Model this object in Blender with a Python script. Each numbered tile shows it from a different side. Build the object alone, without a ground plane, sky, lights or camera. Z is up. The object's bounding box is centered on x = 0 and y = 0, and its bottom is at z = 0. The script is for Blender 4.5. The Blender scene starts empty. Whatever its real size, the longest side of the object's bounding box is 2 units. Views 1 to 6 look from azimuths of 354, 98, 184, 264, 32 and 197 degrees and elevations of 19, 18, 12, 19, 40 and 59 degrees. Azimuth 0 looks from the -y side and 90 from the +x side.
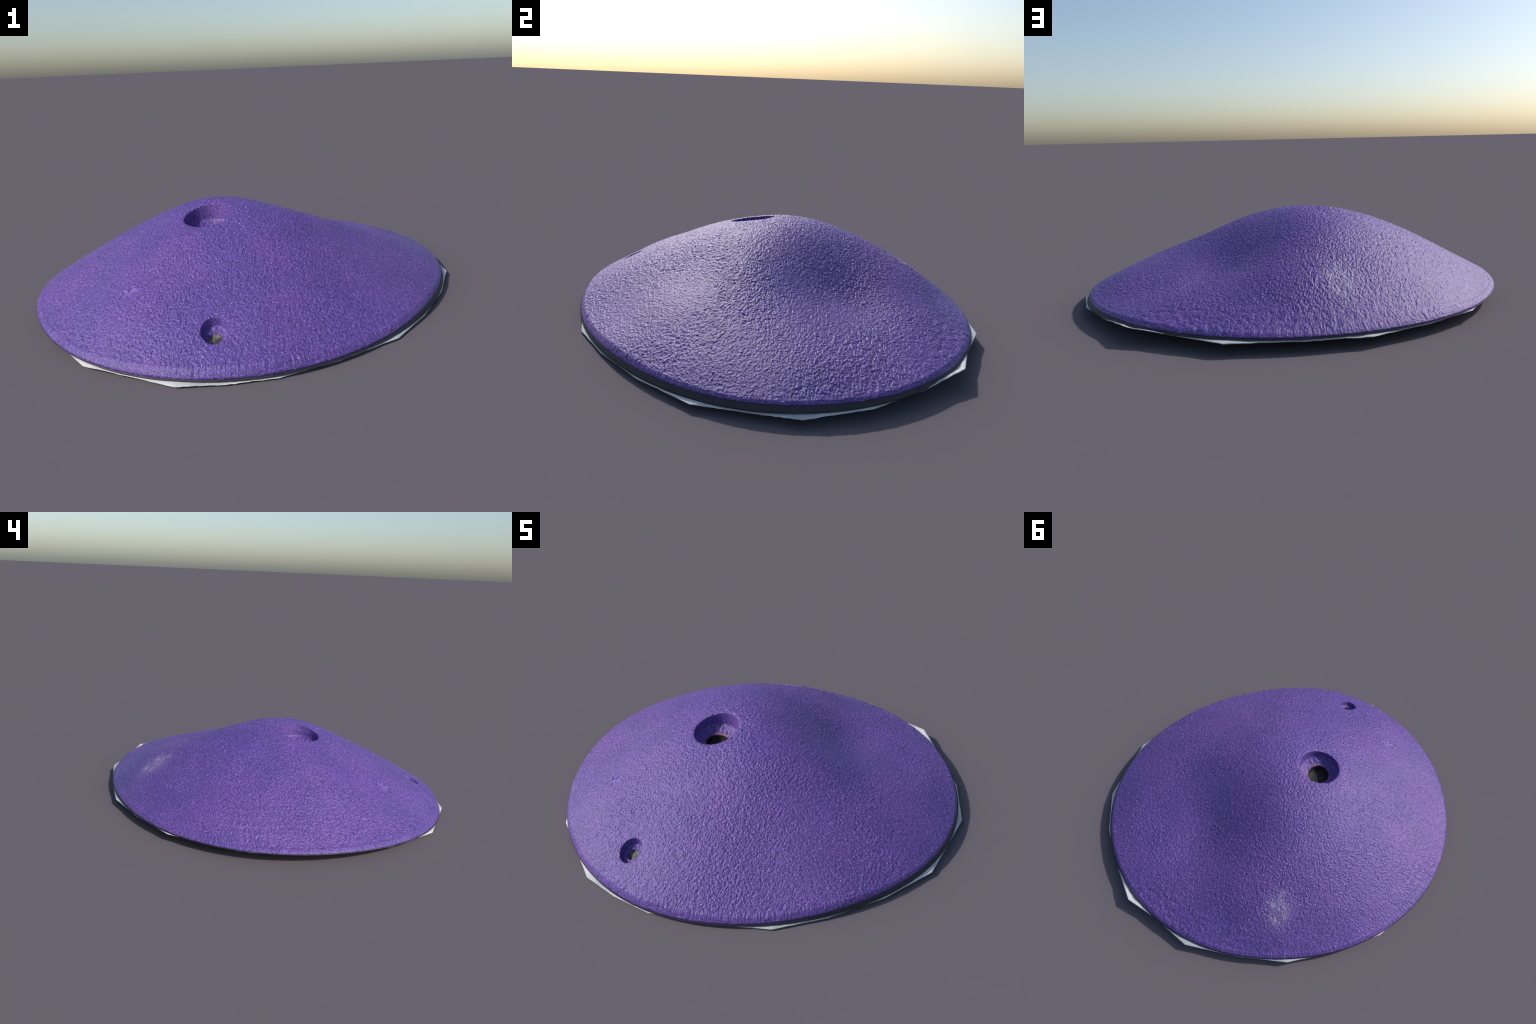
"""A purple moulded climbing hold: an oval, gritty dome with an off-centre summit,
a shallow dished flank, two counterbored bolt holes and a pale ragged cloth remnant of the scan."""
import bpy, bmesh, math
import numpy as np

rng = np.random.default_rng(7)

# --------------------------------------------------------------------------
# 1. FORM: plan outline, rim height and radial cross-sections of the dome
# --------------------------------------------------------------------------
STEP = 22.5                                   # one cross-section every 22.5 degrees, from +x
RIM_RADIUS = [0.979, 1.014, 1.009, 0.978, 0.941, 0.923, 0.943, 0.976,
              1.002, 1.012, 1.014, 0.988, 0.941, 0.892, 0.879, 0.914]
RIM_HEIGHT = [0.024, 0.034, 0.041, 0.045, 0.045, 0.043, 0.043, 0.047,
              0.050, 0.042, 0.024, 0.010, 0.005, 0.007, 0.009, 0.015]
CENTRE_HEIGHT = 0.426
STATIONS = [0.16, 0.32, 0.48, 0.63, 0.77, 0.89, 1.0]     # fraction of the way to the lip
PROFILES = [                                   # surface height at those stations
    (0.383, 0.325, 0.270, 0.221, 0.169, 0.117, 0.067),
    (0.377, 0.306, 0.242, 0.196, 0.153, 0.112, 0.072),
    (0.379, 0.307, 0.241, 0.192, 0.150, 0.114, 0.083),
    (0.390, 0.330, 0.267, 0.213, 0.165, 0.124, 0.087),
    (0.404, 0.360, 0.305, 0.246, 0.185, 0.129, 0.075),
    (0.416, 0.386, 0.338, 0.276, 0.209, 0.143, 0.077),
    (0.423, 0.399, 0.348, 0.283, 0.211, 0.146, 0.081),
    (0.426, 0.398, 0.341, 0.269, 0.198, 0.136, 0.074),
    (0.424, 0.391, 0.336, 0.271, 0.205, 0.142, 0.078),
    (0.419, 0.382, 0.332, 0.272, 0.208, 0.143, 0.078),
    (0.415, 0.370, 0.315, 0.255, 0.189, 0.125, 0.059),
    (0.412, 0.363, 0.301, 0.240, 0.175, 0.115, 0.057),
    (0.410, 0.362, 0.297, 0.235, 0.173, 0.115, 0.061),
    (0.407, 0.362, 0.296, 0.228, 0.161, 0.103, 0.051),
    (0.402, 0.360, 0.301, 0.233, 0.167, 0.109, 0.061),
    (0.394, 0.348, 0.296, 0.238, 0.174, 0.115, 0.063),
]
LIP_OUT = 0.030            # how far the rounded lip stands out beyond the last station
EDGE_INSET = -0.005         # foot of the lip against RIM_RADIUS
FOOT_GAP = 0.007           # foot of the lip above the scan cloth

# soft swellings (+) and hollows (-) on top of the cross-sections:
# centre x, y, height, half-widths along and across, heading in degrees
SWELLS = [
    (0.31, 0.39, -0.040, 0.150, 0.140, 35),      # the broad dish under the summit
    (-0.09, 0.68, 0.022, 0.130, 0.110, 0),       # mound beside the dish
    (0.40, -0.23, -0.018, 0.150, 0.095, 35),     # faint flute on the far flank
    (-0.48, -0.70, 0.018, 0.130, 0.110, -35),    # full shoulder beside the small hole
    (-0.75, -0.30, -0.016, 0.130, 0.120, 0),
    (0.74, -0.42, 0.008, 0.150, 0.090, 60),
    (0.36, 0.90, -0.006, 0.170, 0.060, -25),
    (0.85, 0.42, -0.003, 0.150, 0.060, -65),
    (-0.62, 0.24, 0.005, 0.120, 0.120, 0),
    (0.33, -0.03, 0.009, 0.110, 0.090, 60),
    (0.83, 0.32, 0.010, 0.140, 0.090, 110),
    (0.85, -0.15, 0.007, 0.120, 0.080, 80),
    (-0.14, 0.45, 0.007, 0.110, 0.100, 0),
    (-0.21, -0.38, 0.007, 0.120, 0.100, 0),
    (-0.80, -0.12, -0.006, 0.130, 0.110, 90),
    (-0.02, -0.05, -0.009, 0.110, 0.110, 0),
]

# bolt holes: mouth centre and radius, then the recess floor (centre, height, tilt along x and y, radius)
BIG = dict(cx=-0.192, cy=-0.118, r=0.113, fx=-0.192, fy=-0.116, floor=0.312, tilt=(0.0, 0.0), bore=0.060,
           step=0.030, bottom=0.270, soft=0.004)
SMALL = dict(cx=-0.209, cy=-0.788, r=0.053, fx=-0.209, fy=-0.779, floor=0.095, tilt=(0.10, 0.42), bore=0.026,
             step=0.005, bottom=None, soft=0.002)

# scan cloth corners: angle, radius, height
SHEET = [(-165, 0.998, .044), (-152, 1.006, .033), (-133, 1.026, .014), (-111, 1.010, .004),
         (-101, 0.975, .002), (-90, 0.946, .001), (-75, 0.898, .000), (-56, 0.897, .003), (-40, 0.888, .006), (-23, 0.920, .014),
         (-7, 0.986, .020), (5, 0.993, .022), (15, 1.034, .026), (29, 1.028, .036), (42, 1.014, .043),
         (55, 1.035, .064), (65, 0.982, .048), (78, 0.990, .043), (95, 0.938, .041), (111, 0.941, .039),
         (128, 0.936, .044), (143, 0.964, .045), (156, 0.966, .045), (168, 0.980, .044), (180, 0.988, .047)]


def trig_weights(theta, n):
    """periodic (band-limited) interpolation weights for n evenly spaced samples"""
    k = np.arange(n)
    d = theta[..., None] - k * 2 * np.pi / n
    half = np.sin(d / 2)
    safe = np.where(np.abs(half) < 1e-9, 1.0, half)
    w = np.sin(n * d / 2) * np.cos(d / 2) / (n * safe)
    return np.where(np.abs(half) < 1e-9, 1.0, w)


def spline_matrix(knots, q):
    """natural cubic spline: value at q = M @ values at knots"""
    knots = np.asarray(knots); n = len(knots); h = np.diff(knots)
    A = np.zeros((n, n)); B = np.zeros((n, n)); A[0, 0] = A[-1, -1] = 1
    for i in range(1, n - 1):
        A[i, i - 1], A[i, i], A[i, i + 1] = h[i - 1], 2 * (h[i - 1] + h[i]), h[i]
        B[i, i - 1], B[i, i], B[i, i + 1] = 6 / h[i - 1], -6 / h[i - 1] - 6 / h[i], 6 / h[i]
    S = np.linalg.solve(A, B)
    i = np.clip(np.searchsorted(knots, q) - 1, 0, n - 2)
    H = h[i]; a = (knots[i + 1] - q) / H; b = (q - knots[i]) / H
    eye = np.eye(n)
    return (a[:, None] * eye[i] + b[:, None] * eye[i + 1]
            + ((a ** 3 - a) * H ** 2 / 6)[:, None] * S[i] + ((b ** 3 - b) * H ** 2 / 6)[:, None] * S[i + 1])


NS = len(RIM_RADIUS)
P_ARR = np.array(PROFILES)
KNOTS = np.array([-s for s in reversed(STATIONS)] + [0.0] + STATIONS)


def rim_radius(theta): return trig_weights(theta, NS) @ np.array(RIM_RADIUS) - EDGE_INSET
def rim_height(theta): return trig_weights(theta, NS) @ np.array(RIM_HEIGHT)


def dome_height(theta, s):
    w_here = trig_weights(theta, NS) @ P_ARR
    w_back = trig_weights(theta + np.pi, NS) @ P_ARR
    vals = np.concatenate([w_back[:, ::-1], np.full((len(theta), 1), CENTRE_HEIGHT), w_here], 1)
    z = np.einsum('ij,ij->i', spline_matrix(KNOTS, s), vals)
    r = s * (rim_radius(theta) - LIP_OUT)
    x, y = r * np.cos(theta), r * np.sin(theta)
    for cx, cy, dz, wa, wb, head in SWELLS:
        c, d = math.cos(math.radians(head)), math.sin(math.radians(head))
        u, v = (x - cx) * c + (y - cy) * d, (y - cy) * c - (x - cx) * d
        z = z + dz * np.exp(-0.5 * ((u / wa) ** 2 + (v / wb) ** 2))
    return z


def height_at(x, y):
    x = np.atleast_1d(np.asarray(x, float)); y = np.atleast_1d(np.asarray(y, float))
    t = np.arctan2(y, x)
    return dome_height(t, np.minimum(np.hypot(x, y) / (rim_radius(t) - LIP_OUT), 1.0))


def perlin(x, y, seed):
    """gradient noise, about -0.7 .. 0.7"""
    r = np.random.default_rng(seed)
    ang = r.random((256, 256)) * 2 * np.pi
    xi = np.floor(x).astype(int); yi = np.floor(y).astype(int); xf = x - xi; yf = y - yi
    fade = lambda t: t * t * t * (t * (t * 6 - 15) + 10)
    u, v = fade(xf), fade(yf)
    def g(i, j):
        a = ang[(xi + i) % 256, (yi + j) % 256]
        return np.cos(a) * (xf - i) + np.sin(a) * (yf - j)
    return (g(0, 0) * (1 - u) + g(1, 0) * u) * (1 - v) + (g(0, 1) * (1 - u) + g(1, 1) * u) * v


STAR = (-0.538, -0.525)


def grit(x, y):
    """gritty moulded texture: rounded crumbs with small pits, in metres"""
    wx = x + 0.006 * perlin(x * 40, y * 40, 31); wy = y + 0.006 * perlin(x * 40 + 9, y * 40, 32)
    coarse = perlin(wx * 42, wy * 42, 1)
    mid = perlin(wx * 85 + 3.3, wy * 85, 2)
    fine = perlin(wx * 150, wy * 150 + 7.7, 3)
    body = 0.0018 * coarse + 0.0033 * mid + 0.0034 * fine
    pits = np.clip(perlin(wx * 60 + 50, wy * 60, 5) - 0.42, 0, 1)
    # towards the back rim, coarse facets of the scan copied as larger flat bumps
    t = np.arctan2(y, x); s = np.hypot(x, y) / rim_radius(t)
    faceted = np.clip((s - 0.80) / 0.12, 0, 1) * np.exp(-((np.degrees(t) - 75) / 60) ** 2)
    facet = perlin(wx * 24, wy * 24, 8)
    body = body * (1 - 0.4 * faceted) + faceted * 0.009 * (np.abs(facet) - 0.12)
    vary = 0.8 + 0.5 * perlin(x * 3.0, y * 3.0, 6)
    # a star-shaped scar where the coat was smoothed over
    dx, dy = x - STAR[0], y - STAR[1]
    a = np.arctan2(dy, dx); d = np.hypot(dx, dy)
    reach = 0.023 + 0.011 * np.cos(5 * a + 0.6) + 0.006 * np.cos(2 * a - 0.5)
    inside = 1 / (1 + np.exp((d - reach) / 0.002))
    ridge = np.exp(-((d - reach - 0.003) / 0.004) ** 2)
    return (body * vary - 0.012 * pits) * (1 - inside) - 0.005 * inside + 0.003 * ridge * (np.cos(a - 2.4) > 0)


# --------------------------------------------------------------------------
# 2. MATERIALS
# --------------------------------------------------------------------------
def new_material(name):
    m = bpy.data.materials.new(name); m.use_nodes = True
    nt = m.node_tree
    return m, nt, nt.nodes["Principled BSDF"]


def node(nt, kind, **kw):
    n = nt.nodes.new(kind)
    for k, v in kw.items():
        if k in n.inputs: n.inputs[k].default_value = v
        else: setattr(n, k, v)
    return n


def ramp(nt, fac, stops):
    r = nt.nodes.new("ShaderNodeValToRGB"); e = r.color_ramp.elements
    while len(e) < len(stops): e.new(0.5)
    for el, (p, c) in zip(e, stops): el.position = p; el.color = (*c, 1)
    nt.links.new(fac, r.inputs[0]); return r.outputs[0]


def mix(nt, fac, a, b, mode='MIX'):
    m = nt.nodes.new("ShaderNodeMix"); m.data_type = 'RGBA'; m.blend_type = mode
    for sock, v in ((m.inputs[0], fac), (m.inputs[6], a), (m.inputs[7], b)):
        if hasattr(v, 'links'): nt.links.new(v, sock)
        elif isinstance(v, (int, float)): sock.default_value = v
        else: sock.default_value = (*v, 1)
    return m.outputs[2]


def noise(nt, co, scale, detail=2.0, rough=0.5):
    n = node(nt, "ShaderNodeTexNoise", Scale=scale, Detail=detail, Roughness=rough)
    nt.links.new(co, n.inputs["Vector"]); return n.outputs["Fac"]


def ball_mask(nt, co, centre, size):
    """1 at a point, falling to 0 over an ellipsoid"""
    mp = node(nt, "ShaderNodeMapping", vector_type='TEXTURE')
    mp.inputs["Location"].default_value = centre; mp.inputs["Scale"].default_value = size
    g = node(nt, "ShaderNodeTexGradient", gradient_type='QUADRATIC_SPHERE')
    nt.links.new(co, mp.inputs["Vector"]); nt.links.new(mp.outputs[0], g.inputs[0])
    return g.outputs["Fac"]


def math_node(nt, op, a, b):
    m = nt.nodes.new("ShaderNodeMath"); m.operation = op; m.use_clamp = True
    for s, v in zip(m.inputs, (a, b)):
        if hasattr(v, 'links'): nt.links.new(v, s)
        else: s.default_value = v
    return m.outputs[0]


def purple_coat():
    m, nt, p = new_material("purple_grit_coat")
    co = nt.nodes.new("ShaderNodeTexCoord").outputs["Object"]
    tint = ramp(nt, noise(nt, co, 2.6, 3), [(0.35, (0.123, 0.069, 0.318)), (0.65, (0.152, 0.074, 0.325))])
    speck = noise(nt, co, 150, 4, 0.75)  # flecks of the coat, plus shaded pits and lit tips put into the colour
    tone = ramp(nt, speck, [(0.34, (0.12, 0.17, 0.18)), (0.43, (0.66, 0.66, 0.72)),
                            (0.57, (1.10, 1.06, 1.06)), (0.68, (2.2, 2.35, 1.75))])
    col = mix(nt, 1.0, tint, tone, 'MULTIPLY')
    crumb = ramp(nt, noise(nt, co, 270, 2, 0.6), [(0.30, (0.22, 0.28, 0.28)), (0.44, (0.85, 0.86, 0.90)), (0.56, (1.0, 1.0, 1.0)), (0.72, (1.9, 2.0, 1.6))])  # finer flecks, again with pit shade and bright tips in the colour
    col = mix(nt, 0.9, col, crumb, 'MULTIPLY')
    blotch = ramp(nt, noise(nt, co, 5.5, 3), [(0.35, (0.93, 0.93, 0.94)), (0.65, (1.06, 1.06, 1.05))])
    col = mix(nt, 1.0, col, blotch, 'MULTIPLY')
    # hue flecks: bluish and reddish grains
    hue = noise(nt, co, 70, 2)
    col = mix(nt, math_node(nt, 'MULTIPLY', ramp(nt, hue, [(0.52, (0, 0, 0)), (0.70, (1, 1, 1))]), 0.35), col, (0.105, 0.10, 0.33))
    # chalk dust: one rubbed patch plus sparse grains
    streak = node(nt, "ShaderNodeMapping"); streak.inputs["Scale"].default_value = (1.0, 0.40, 0.40)
    streak.inputs["Rotation"].default_value = (0, 0, math.radians(12)); nt.links.new(co, streak.inputs["Vector"])
    rub = ramp(nt, noise(nt, streak.outputs[0], 85, 4, 0.75), [(0.34, (0, 0, 0)), (0.68, (1, 1, 1))])
    broken = ramp(nt, noise(nt, co, 22, 2), [(0.30, (0.3, 0.3, 0.3)), (0.62, (1, 1, 1))])
    zone = math_node(nt, 'MULTIPLY', ball_mask(nt, co, (-0.221, 0.676, 0.205), (0.115, 0.165, 0.20)), 2.2)
    chalk = math_node(nt, 'MULTIPLY', math_node(nt, 'MULTIPLY', zone, rub), broken)
    col = mix(nt, math_node(nt, 'MULTIPLY', chalk, 0.85), col, (0.40, 0.38, 0.47))
    # faint rubbed arcs near the rim and a smooth pale star-shaped scar
    arc = node(nt, "ShaderNodeTexWave", wave_type='RINGS', rings_direction='SPHERICAL', Scale=9.0, Distortion=3.0)
    arc.inputs["Detail Scale"].default_value = 3.0
    nt.links.new(co, arc.inputs["Vector"])
    worn = math_node(nt, 'MULTIPLY', ramp(nt, arc.outputs["Fac"], [(0.80, (0, 0, 0)), (0.98, (1, 1, 1))]),
                     ball_mask(nt, co, (-0.86, 0.22, 0.14), (0.22, 0.40, 0.3)))
    col = mix(nt, math_node(nt, 'MULTIPLY', worn, 0.22), col, (0.30, 0.24, 0.42))
    scar = math_node(nt, 'MULTIPLY', ball_mask(nt, co, (STAR[0], STAR[1], 0.195), (0.055, 0.04, 0.06)), 2.5)
    col = mix(nt, math_node(nt, 'MULTIPLY', scar, 0.85), col, (0.170, 0.100, 0.37))
    grains = ramp(nt, noise(nt, co, 160, 1), [(0.71, (0, 0, 0)), (0.77, (1, 1, 1))])
    col = mix(nt, math_node(nt, 'MULTIPLY', grains, 0.6), col, (0.50, 0.45, 0.62))
    nt.links.new(col, p.inputs["Base Color"])
    p.inputs["Roughness"].default_value = 0.40
    p.inputs["Specular IOR Level"].default_value = 0.45
    b = node(nt, "ShaderNodeBump", Strength=0.65, Distance=0.004)
    nt.links.new(noise(nt, co, 190, 3, 0.6), b.inputs["Height"])
    nt.links.new(b.outputs[0], p.inputs["Normal"])
    return m


def plain(name, stops, scale, rough, bump=0.2, detail=3, metallic=0.0):
    m, nt, p = new_material(name)
    co = nt.nodes.new("ShaderNodeTexCoord").outputs["Object"]
    n = noise(nt, co, scale, detail, 0.6)
    nt.links.new(ramp(nt, n, stops), p.inputs["Base Color"])
    p.inputs["Roughness"].default_value = rough; p.inputs["Metallic"].default_value = metallic
    b = node(nt, "ShaderNodeBump", Strength=bump, Distance=0.003)
    nt.links.new(n, b.inputs["Height"]); nt.links.new(b.outputs[0], p.inputs["Normal"])
    return m


def woven_white():
    m, nt, p = new_material("woven_white_scan_cloth")
    co = nt.nodes.new("ShaderNodeTexCoord").outputs["Object"]
    heights = []
    for axis in ('X', 'Y'):
        w = node(nt, "ShaderNodeTexWave", Scale=55, Distortion=2.0, bands_direction=axis)
        nt.links.new(co, w.inputs["Vector"]); heights.append(w.outputs["Fac"])
    weave = math_node(nt, 'MULTIPLY', heights[0], heights[1])
    dirt = ramp(nt, noise(nt, co, 9, 4), [(0.3, (0.40, 0.43, 0.44)), (0.6, (0.62, 0.62, 0.62))])
    nt.links.new(mix(nt, 1.0, dirt, ramp(nt, weave, [(0, (0.86, 0.87, 0.89)), (0.5, (1, 1, 1))]), 'MULTIPLY'),
                 p.inputs["Base Color"])
    p.inputs["Roughness"].default_value = 0.75
    b = node(nt, "ShaderNodeBump", Strength=0.4, Distance=0.003)
    nt.links.new(weave, b.inputs["Height"]); nt.links.new(b.outputs[0], p.inputs["Normal"])
    return m


MAT_COAT = purple_coat()
MAT_SHEET = woven_white()  # cloth caught in the scan, no part of the hold
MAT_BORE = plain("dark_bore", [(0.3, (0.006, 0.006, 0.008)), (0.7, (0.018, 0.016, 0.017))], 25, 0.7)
MAT_WORN = plain("worn_pink_edge", [(0.48, (0.100, 0.055, 0.21)), (0.60, (0.30, 0.13, 0.16))], 24, 0.6)
MAT_LIP_SHADE = plain("painted_lip_shade", [(0.3, (0.016, 0.015, 0.020)), (0.7, (0.034, 0.030, 0.040))], 30, 0.6)  # near-black colour stands in for contact shadow under the lip
MAT_METAL = plain("dull_grey_plug", [(0.40, (0.035, 0.034, 0.036)), (0.66, (0.17, 0.165, 0.15))], 32, 0.55)


# --------------------------------------------------------------------------
# 3. BUILDERS
# --------------------------------------------------------------------------
ROOT = bpy.data.objects.new("climbing_hold", None)
bpy.context.scene.collection.objects.link(ROOT)
ROOT["label"] = "purple gritty oval climbing hold with two bolt holes"
ROOT["category"] = "climbing hold"


def add_mesh(name, verts, faces, material, parent=None, smooth=True):
    me = bpy.data.meshes.new(name)
    me.from_pydata([tuple(v) for v in verts], [], faces)
    me.validate(); me.update()
    if smooth: me.polygons.foreach_set("use_smooth", [True] * len(me.polygons))
    me.materials.append(material)
    o = bpy.data.objects.new(name, me)
    bpy.context.scene.collection.objects.link(o)
    o.parent = parent or ROOT
    return o


def ring_faces(a, b, n):
    return [(a + i, a + (i + 1) % n, b + (i + 1) % n, b + i) for i in range(n)]


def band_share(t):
    """how much of the lip is dark painted shade: most on the +x side, a thin line elsewhere"""
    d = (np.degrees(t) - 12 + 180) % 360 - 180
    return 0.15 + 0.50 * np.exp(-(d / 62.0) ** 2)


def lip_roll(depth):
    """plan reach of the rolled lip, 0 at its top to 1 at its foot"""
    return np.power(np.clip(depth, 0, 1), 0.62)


def build_lip_shade_band(t, top_r, foot_r, top_z, foot_z, share):
    """lower side of the lip, its contact shadow put into the dark colour"""
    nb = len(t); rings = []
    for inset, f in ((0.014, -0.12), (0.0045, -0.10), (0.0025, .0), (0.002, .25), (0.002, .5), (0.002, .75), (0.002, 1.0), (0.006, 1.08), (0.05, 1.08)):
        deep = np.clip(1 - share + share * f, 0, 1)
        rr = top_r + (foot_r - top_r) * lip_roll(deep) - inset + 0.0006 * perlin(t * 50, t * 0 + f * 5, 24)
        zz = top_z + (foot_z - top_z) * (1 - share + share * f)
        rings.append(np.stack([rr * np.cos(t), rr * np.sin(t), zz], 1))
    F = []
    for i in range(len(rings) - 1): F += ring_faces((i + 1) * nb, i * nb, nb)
    add_mesh("lip_shade_band", np.concatenate(rings), [f[::-1] for f in F], MAT_LIP_SHADE)


def build_body():
    n = 880                                         # quads along each side of the square-to-disc grid
    g = np.linspace(-1, 1, n + 1)
    a, b = [q.ravel() for q in np.meshgrid(g, g, indexing='ij')]
    big = np.abs(a) > np.abs(b)
    r = np.where(big, a, b)
    with np.errstate(divide='ignore', invalid='ignore'):
        ph = np.where(big, np.pi / 4 * (b / a), np.pi / 2 - np.pi / 4 * (a / b))
    ph = np.nan_to_num(ph)
    ux, uy = r * np.cos(ph), r * np.sin(ph)
    th = np.arctan2(uy, ux); s = np.minimum(np.hypot(ux, uy), 1.0)
    R = rim_radius(th) - LIP_OUT
    x, y = s * R * np.cos(th), s * R * np.sin(th)

    # snap grid vertices onto the hole mouths, then drop the faces inside
    idx = np.arange((n + 1) ** 2).reshape(n + 1, n + 1)
    quads = np.stack([idx[:-1, :-1], idx[1:, :-1], idx[1:, 1:], idx[:-1, 1:]], -1).reshape(-1, 4)
    cell = 2.0 / n
    inside = np.zeros(len(quads), bool); on = []
    for h in (BIG, SMALL):
        d = np.hypot(x - h['cx'], y - h['cy']); ang = np.arctan2(y - h['cy'], x - h['cx'])
        ragged = h['r'] * (1 + 0.012 * perlin(ang * 5, ang * 0 + h['r'] * 77, 11) + 0.008 * perlin(ang * 16, ang * 0, 12))
        near = np.abs(d - ragged) < 0.80 * cell
        x = np.where(near, h['cx'] + ragged * np.cos(ang), x); y = np.where(near, h['cy'] + ragged * np.sin(ang), y)
        on.append(near)
        qx, qy = x[quads].mean(1), y[quads].mean(1)
        qa = np.arctan2(qy - h['cy'], qx - h['cx'])
        rr = h['r'] * (1 + 0.012 * perlin(qa * 5, qa * 0 + h['r'] * 77, 11) + 0.008 * perlin(qa * 16, qa * 0, 12))
        inside |= np.hypot(qx - h['cx'], qy - h['cy']) < rr - 0.02 * cell
    quads = quads[~inside]

    th = np.arctan2(y, x); s = np.minimum(np.hypot(x, y) / (rim_radius(th) - LIP_OUT), 1.0)
    z = np.concatenate([dome_height(t, q) for t, q in zip(np.array_split(th, 8), np.array_split(s, 8))])
    for h in (BIG, SMALL):                          # rounded mouth edge
        d = np.hypot(x - h['cx'], y - h['cy']) - h['r']
        z -= h['soft'] * np.exp(-np.clip(d, 0, None) / 0.005) * (d < 0.05)
    # displace along the surface normal
    e = 0.004
    gx = (height_at(x + e, y) - height_at(x - e, y)) / (2 * e)
    gy = (height_at(x, y + e) - height_at(x, y - e)) / (2 * e)
    k = 1 / np.sqrt(1 + gx ** 2 + gy ** 2)
    bump = grit(x, y)
    P = np.stack([x - gx * k * bump * 0.7, y - gy * k * bump * 0.7, z + k * bump], 1)

    # the rounded lip: rings that follow the outer border of the grid
    border = np.concatenate([idx[:-1, 0], idx[-1, :-1], idx[:0:-1, -1], idx[0, :0:-1]])
    t = np.arctan2(y[border], x[border]); nb = len(border)
    foot_z = rim_height(t) + FOOT_GAP; foot_r = rim_radius(t)
    top = P[border]; top_r = np.hypot(top[:, 0], top[:, 1])
    verts = [P]; rings = [border]; start = len(P)
    share = band_share(t)
    for back, down in ((0, .04), (0, .12), (0, .24), (0, .40), (0, .58), (0, .78), (0, 1.0), (0.004, 1.02), (0.012, 1.02)):
        deep = down * (1 - share)                       # how far down the lip this ring lies
        wob = (0.0016 * perlin(t * 28, t * 0 + down * 6, 21) + 0.0014 * perlin(t * 60, t * 0 + down * 9, 22)) * (down < 0.9)
        ragged = 0.002 * perlin(t * 40, t * 0, 23) * (down > .7)
        rr = top_r + (foot_r - top_r) * lip_roll(deep) + wob - back
        zz = top[:, 2] + (foot_z - top[:, 2]) * deep + wob * 0.6 + ragged
        verts.append(np.stack([rr * np.cos(t), rr * np.sin(t), zz], 1))
        rings.append(start + np.arange(nb)); start += nb
    build_lip_shade_band(t, top_r, foot_r, top[:, 2], foot_z, share)
    faces = quads.tolist()
    for p, q in zip(rings[:-1], rings[1:]):
        faces += [(int(p[i]), int(q[i]), int(q[(i + 1) % nb]), int(p[(i + 1) % nb])) for i in range(nb)]
    V = np.concatenate(verts)
    faces = np.array(faces)
    used = np.zeros(len(V), bool); used[faces.ravel()] = True
    remap = np.cumsum(used) - 1
    V = V[used]; faces = remap[faces]
    # mouth loops for the recess walls: vertices on edges with one face only
    ed = np.sort(np.concatenate([faces[:, [i, (i + 1) % 4]] for i in range(4)]), 1)
    key, cnt = np.unique(ed[:, 0].astype(np.int64) * len(V) + ed[:, 1], return_counts=True)
    lone = key[cnt == 1]
    free = np.unique(np.concatenate([lone // len(V), lone % len(V)]))
    loops = []
    for h in (BIG, SMALL):
        sel = free[np.hypot(V[free, 0] - h['cx'], V[free, 1] - h['cy']) < h['r'] * 1.15]
        ang = np.arctan2(V[sel, 1] - h['cy'], V[sel, 0] - h['cx'])
        loops.append(V[sel[np.argsort(ang)]])
    body = add_mesh("dome_body", V, faces.tolist(), MAT_COAT)
    return body, loops


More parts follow.
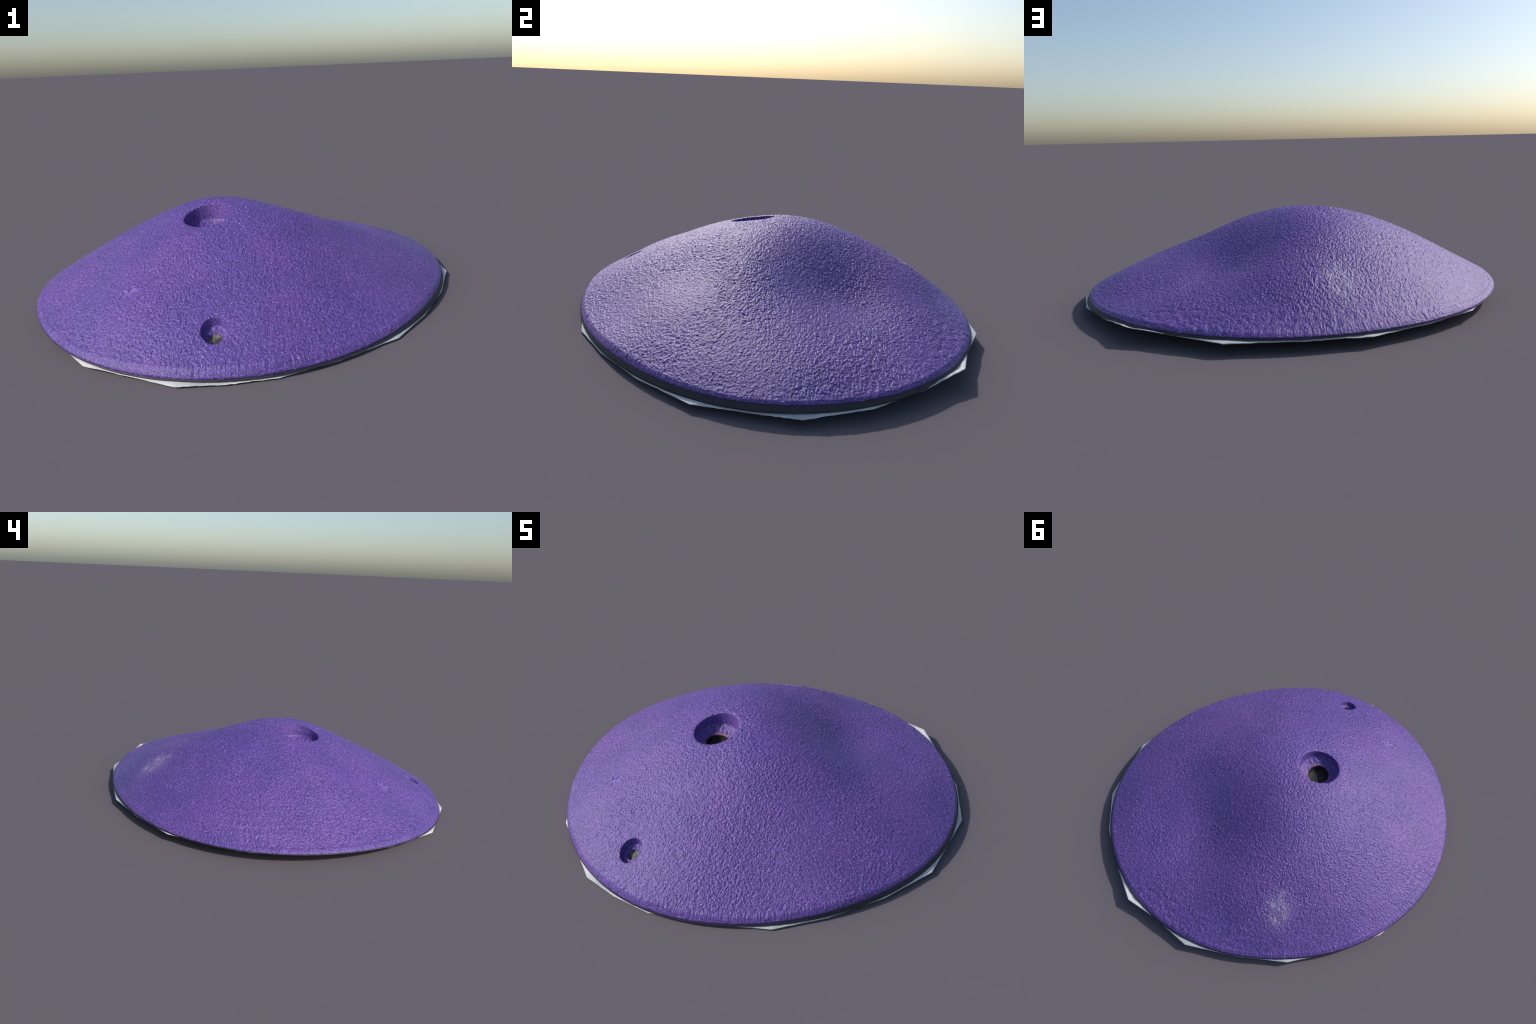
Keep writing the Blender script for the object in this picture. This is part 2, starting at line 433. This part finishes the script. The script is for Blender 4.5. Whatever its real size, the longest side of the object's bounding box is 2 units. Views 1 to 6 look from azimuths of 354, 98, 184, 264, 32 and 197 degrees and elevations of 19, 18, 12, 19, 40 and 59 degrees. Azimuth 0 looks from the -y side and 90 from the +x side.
def build_recess(h, loop):
    """recess: wall from the mouth down to a dished floor, then a bore (big) or a plug (small)"""
    n = len(loop); ang = np.arctan2(loop[:, 1] - h['cy'], loop[:, 0] - h['cx'])
    def circle(r, dz=0.0, wob=0.0, rough=0.0):
        rr = r * (1 + wob * perlin(ang * 4, ang * 0 + r * 50, 41))
        X, Y = h['fx'] + rr * np.cos(ang), h['fy'] + rr * np.sin(ang)
        g = rough * perlin(X * 70, Y * 70, 44)
        return np.stack([X, Y, h['floor'] + dz + g + h['tilt'][0] * (X - h['fx']) + h['tilt'][1] * (Y - h['fy'])], 1)
    def skin(name, rings, mat, parent=None, cap=False):
        F = []
        for i in range(len(rings) - 1): F += ring_faces(i * n, (i + 1) * n, n)
        if cap: F.append(tuple(range((len(rings) - 1) * n, len(rings) * n)))
        return add_mesh(name, np.concatenate(rings), F, mat, parent)
    rings = [loop]
    low = circle(h['r'] * (0.97 if h is BIG else 0.88), h['step'])
    for f in (.1, .2, .3, .4, .5, .6, .7, .8, .9, .96):
        g = 0.0016 * perlin(ang * 12, ang * 0 + f * 9, 43)
        q = loop * (1 - f) + low * f
        q[:, 0] += g * np.cos(ang); q[:, 1] += g * np.sin(ang); rings.append(q)
    r0, r1 = h['r'] * (0.94 if h is BIG else 0.82), h['bore'] * 1.09
    for f in (0, .15, .3, .45, .6, .75, .9, 1.0):    # dished floor, falling towards the bore
        rings.append(circle(r0 + (r1 - r0) * f, h['step'] * 0.85 * (1 - f) ** 1.3, .02 * f, 0.008 if 0 < f < 1 else 0.0))
    rec = skin("bolt_recess", rings, MAT_COAT)
    b = h['bore']
    skin("worn_ring", [circle(b * 1.095, -0.0005, .02), circle(b * 1.04, 0.0008, .03), circle(b * 1.0, -0.001, .03),
                       circle(b * 0.97, -0.007, .02)], MAT_WORN if h is BIG else MAT_COAT, rec)
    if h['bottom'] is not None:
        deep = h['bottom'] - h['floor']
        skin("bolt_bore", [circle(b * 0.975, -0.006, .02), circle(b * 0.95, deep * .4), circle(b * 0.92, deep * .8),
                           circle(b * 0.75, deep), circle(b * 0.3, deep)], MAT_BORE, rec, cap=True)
    else:
        skin("bore_plug", [circle(b * 0.985, -0.005, .02), circle(b * 0.93, -0.016), circle(b * 0.8, -0.017, 0, .004),
                           circle(b * 0.55, -0.015, 0, .005), circle(b * 0.25, -0.014, 0, .004)], MAT_METAL, rec, cap=True)


def build_sheet():
    """thin pale cloth remnant of the scan with straight edges, slightly curled corners"""
    pts = np.array([(r * math.cos(math.radians(a)), r * math.sin(math.radians(a)), z) for a, r, z in SHEET])
    m = len(pts); sub = 12; outline = []
    for i in range(m):
        p, q = pts[i], pts[(i + 1) % m]
        for k in range(sub):
            f = k / sub; c = p * (1 - f) + q * f
            if k: c = c + np.array([0, 0, 0.0010 * math.sin(math.pi * f) + 0.0008 * rng.standard_normal()])
            outline.append(c)
    outline = np.array(outline); outline[:, 2] = np.maximum(outline[:, 2], 0.0)
    n = len(outline); t = np.arctan2(outline[:, 1], outline[:, 0])
    base = rim_height(t)
    def ring(f, mixz, dz):
        q = outline.copy(); q[:, :2] *= f
        q[:, 2] = outline[:, 2] * (1 - mixz) + base * mixz + dz
        return q
    thick = 0.005
    rings = [ring(0.90, 1, .008), ring(0.955, 1, .007), ring(0.975, .7, .006), ring(0.988, .3, thick), ring(0.998, 0, thick * .8), ring(1.0, 0, thick * .4),
             ring(0.995, 0, 0), ring(0.980, .1, -.007), ring(0.955, .4, -.009), ring(0.90, 1, -.009)]
    V = np.concatenate(rings); F = []
    V[:, 2] = np.maximum(V[:, 2], 0)
    for i in range(len(rings) - 1): F += ring_faces(i * n, (i + 1) * n, n)
    c0 = len(V)
    zc = float(base.mean())
    V = np.concatenate([V, [[0, 0, zc + thick], [0, 0, zc]]])
    last = (len(rings) - 1) * n
    F += [(c0, i, (i + 1) % n) for i in range(n)] + [(c0 + 1, last + (i + 1) % n, last + i) for i in range(n)]
    o = add_mesh("scan_cloth_scrap", V, F, MAT_SHEET)
    bm = bmesh.new(); bm.from_mesh(o.data); bmesh.ops.recalc_face_normals(bm, faces=bm.faces); bm.to_mesh(o.data); bm.free()


body, (big_loop, small_loop) = build_body()
build_recess(BIG, big_loop)
build_recess(SMALL, small_loop)
build_sheet()
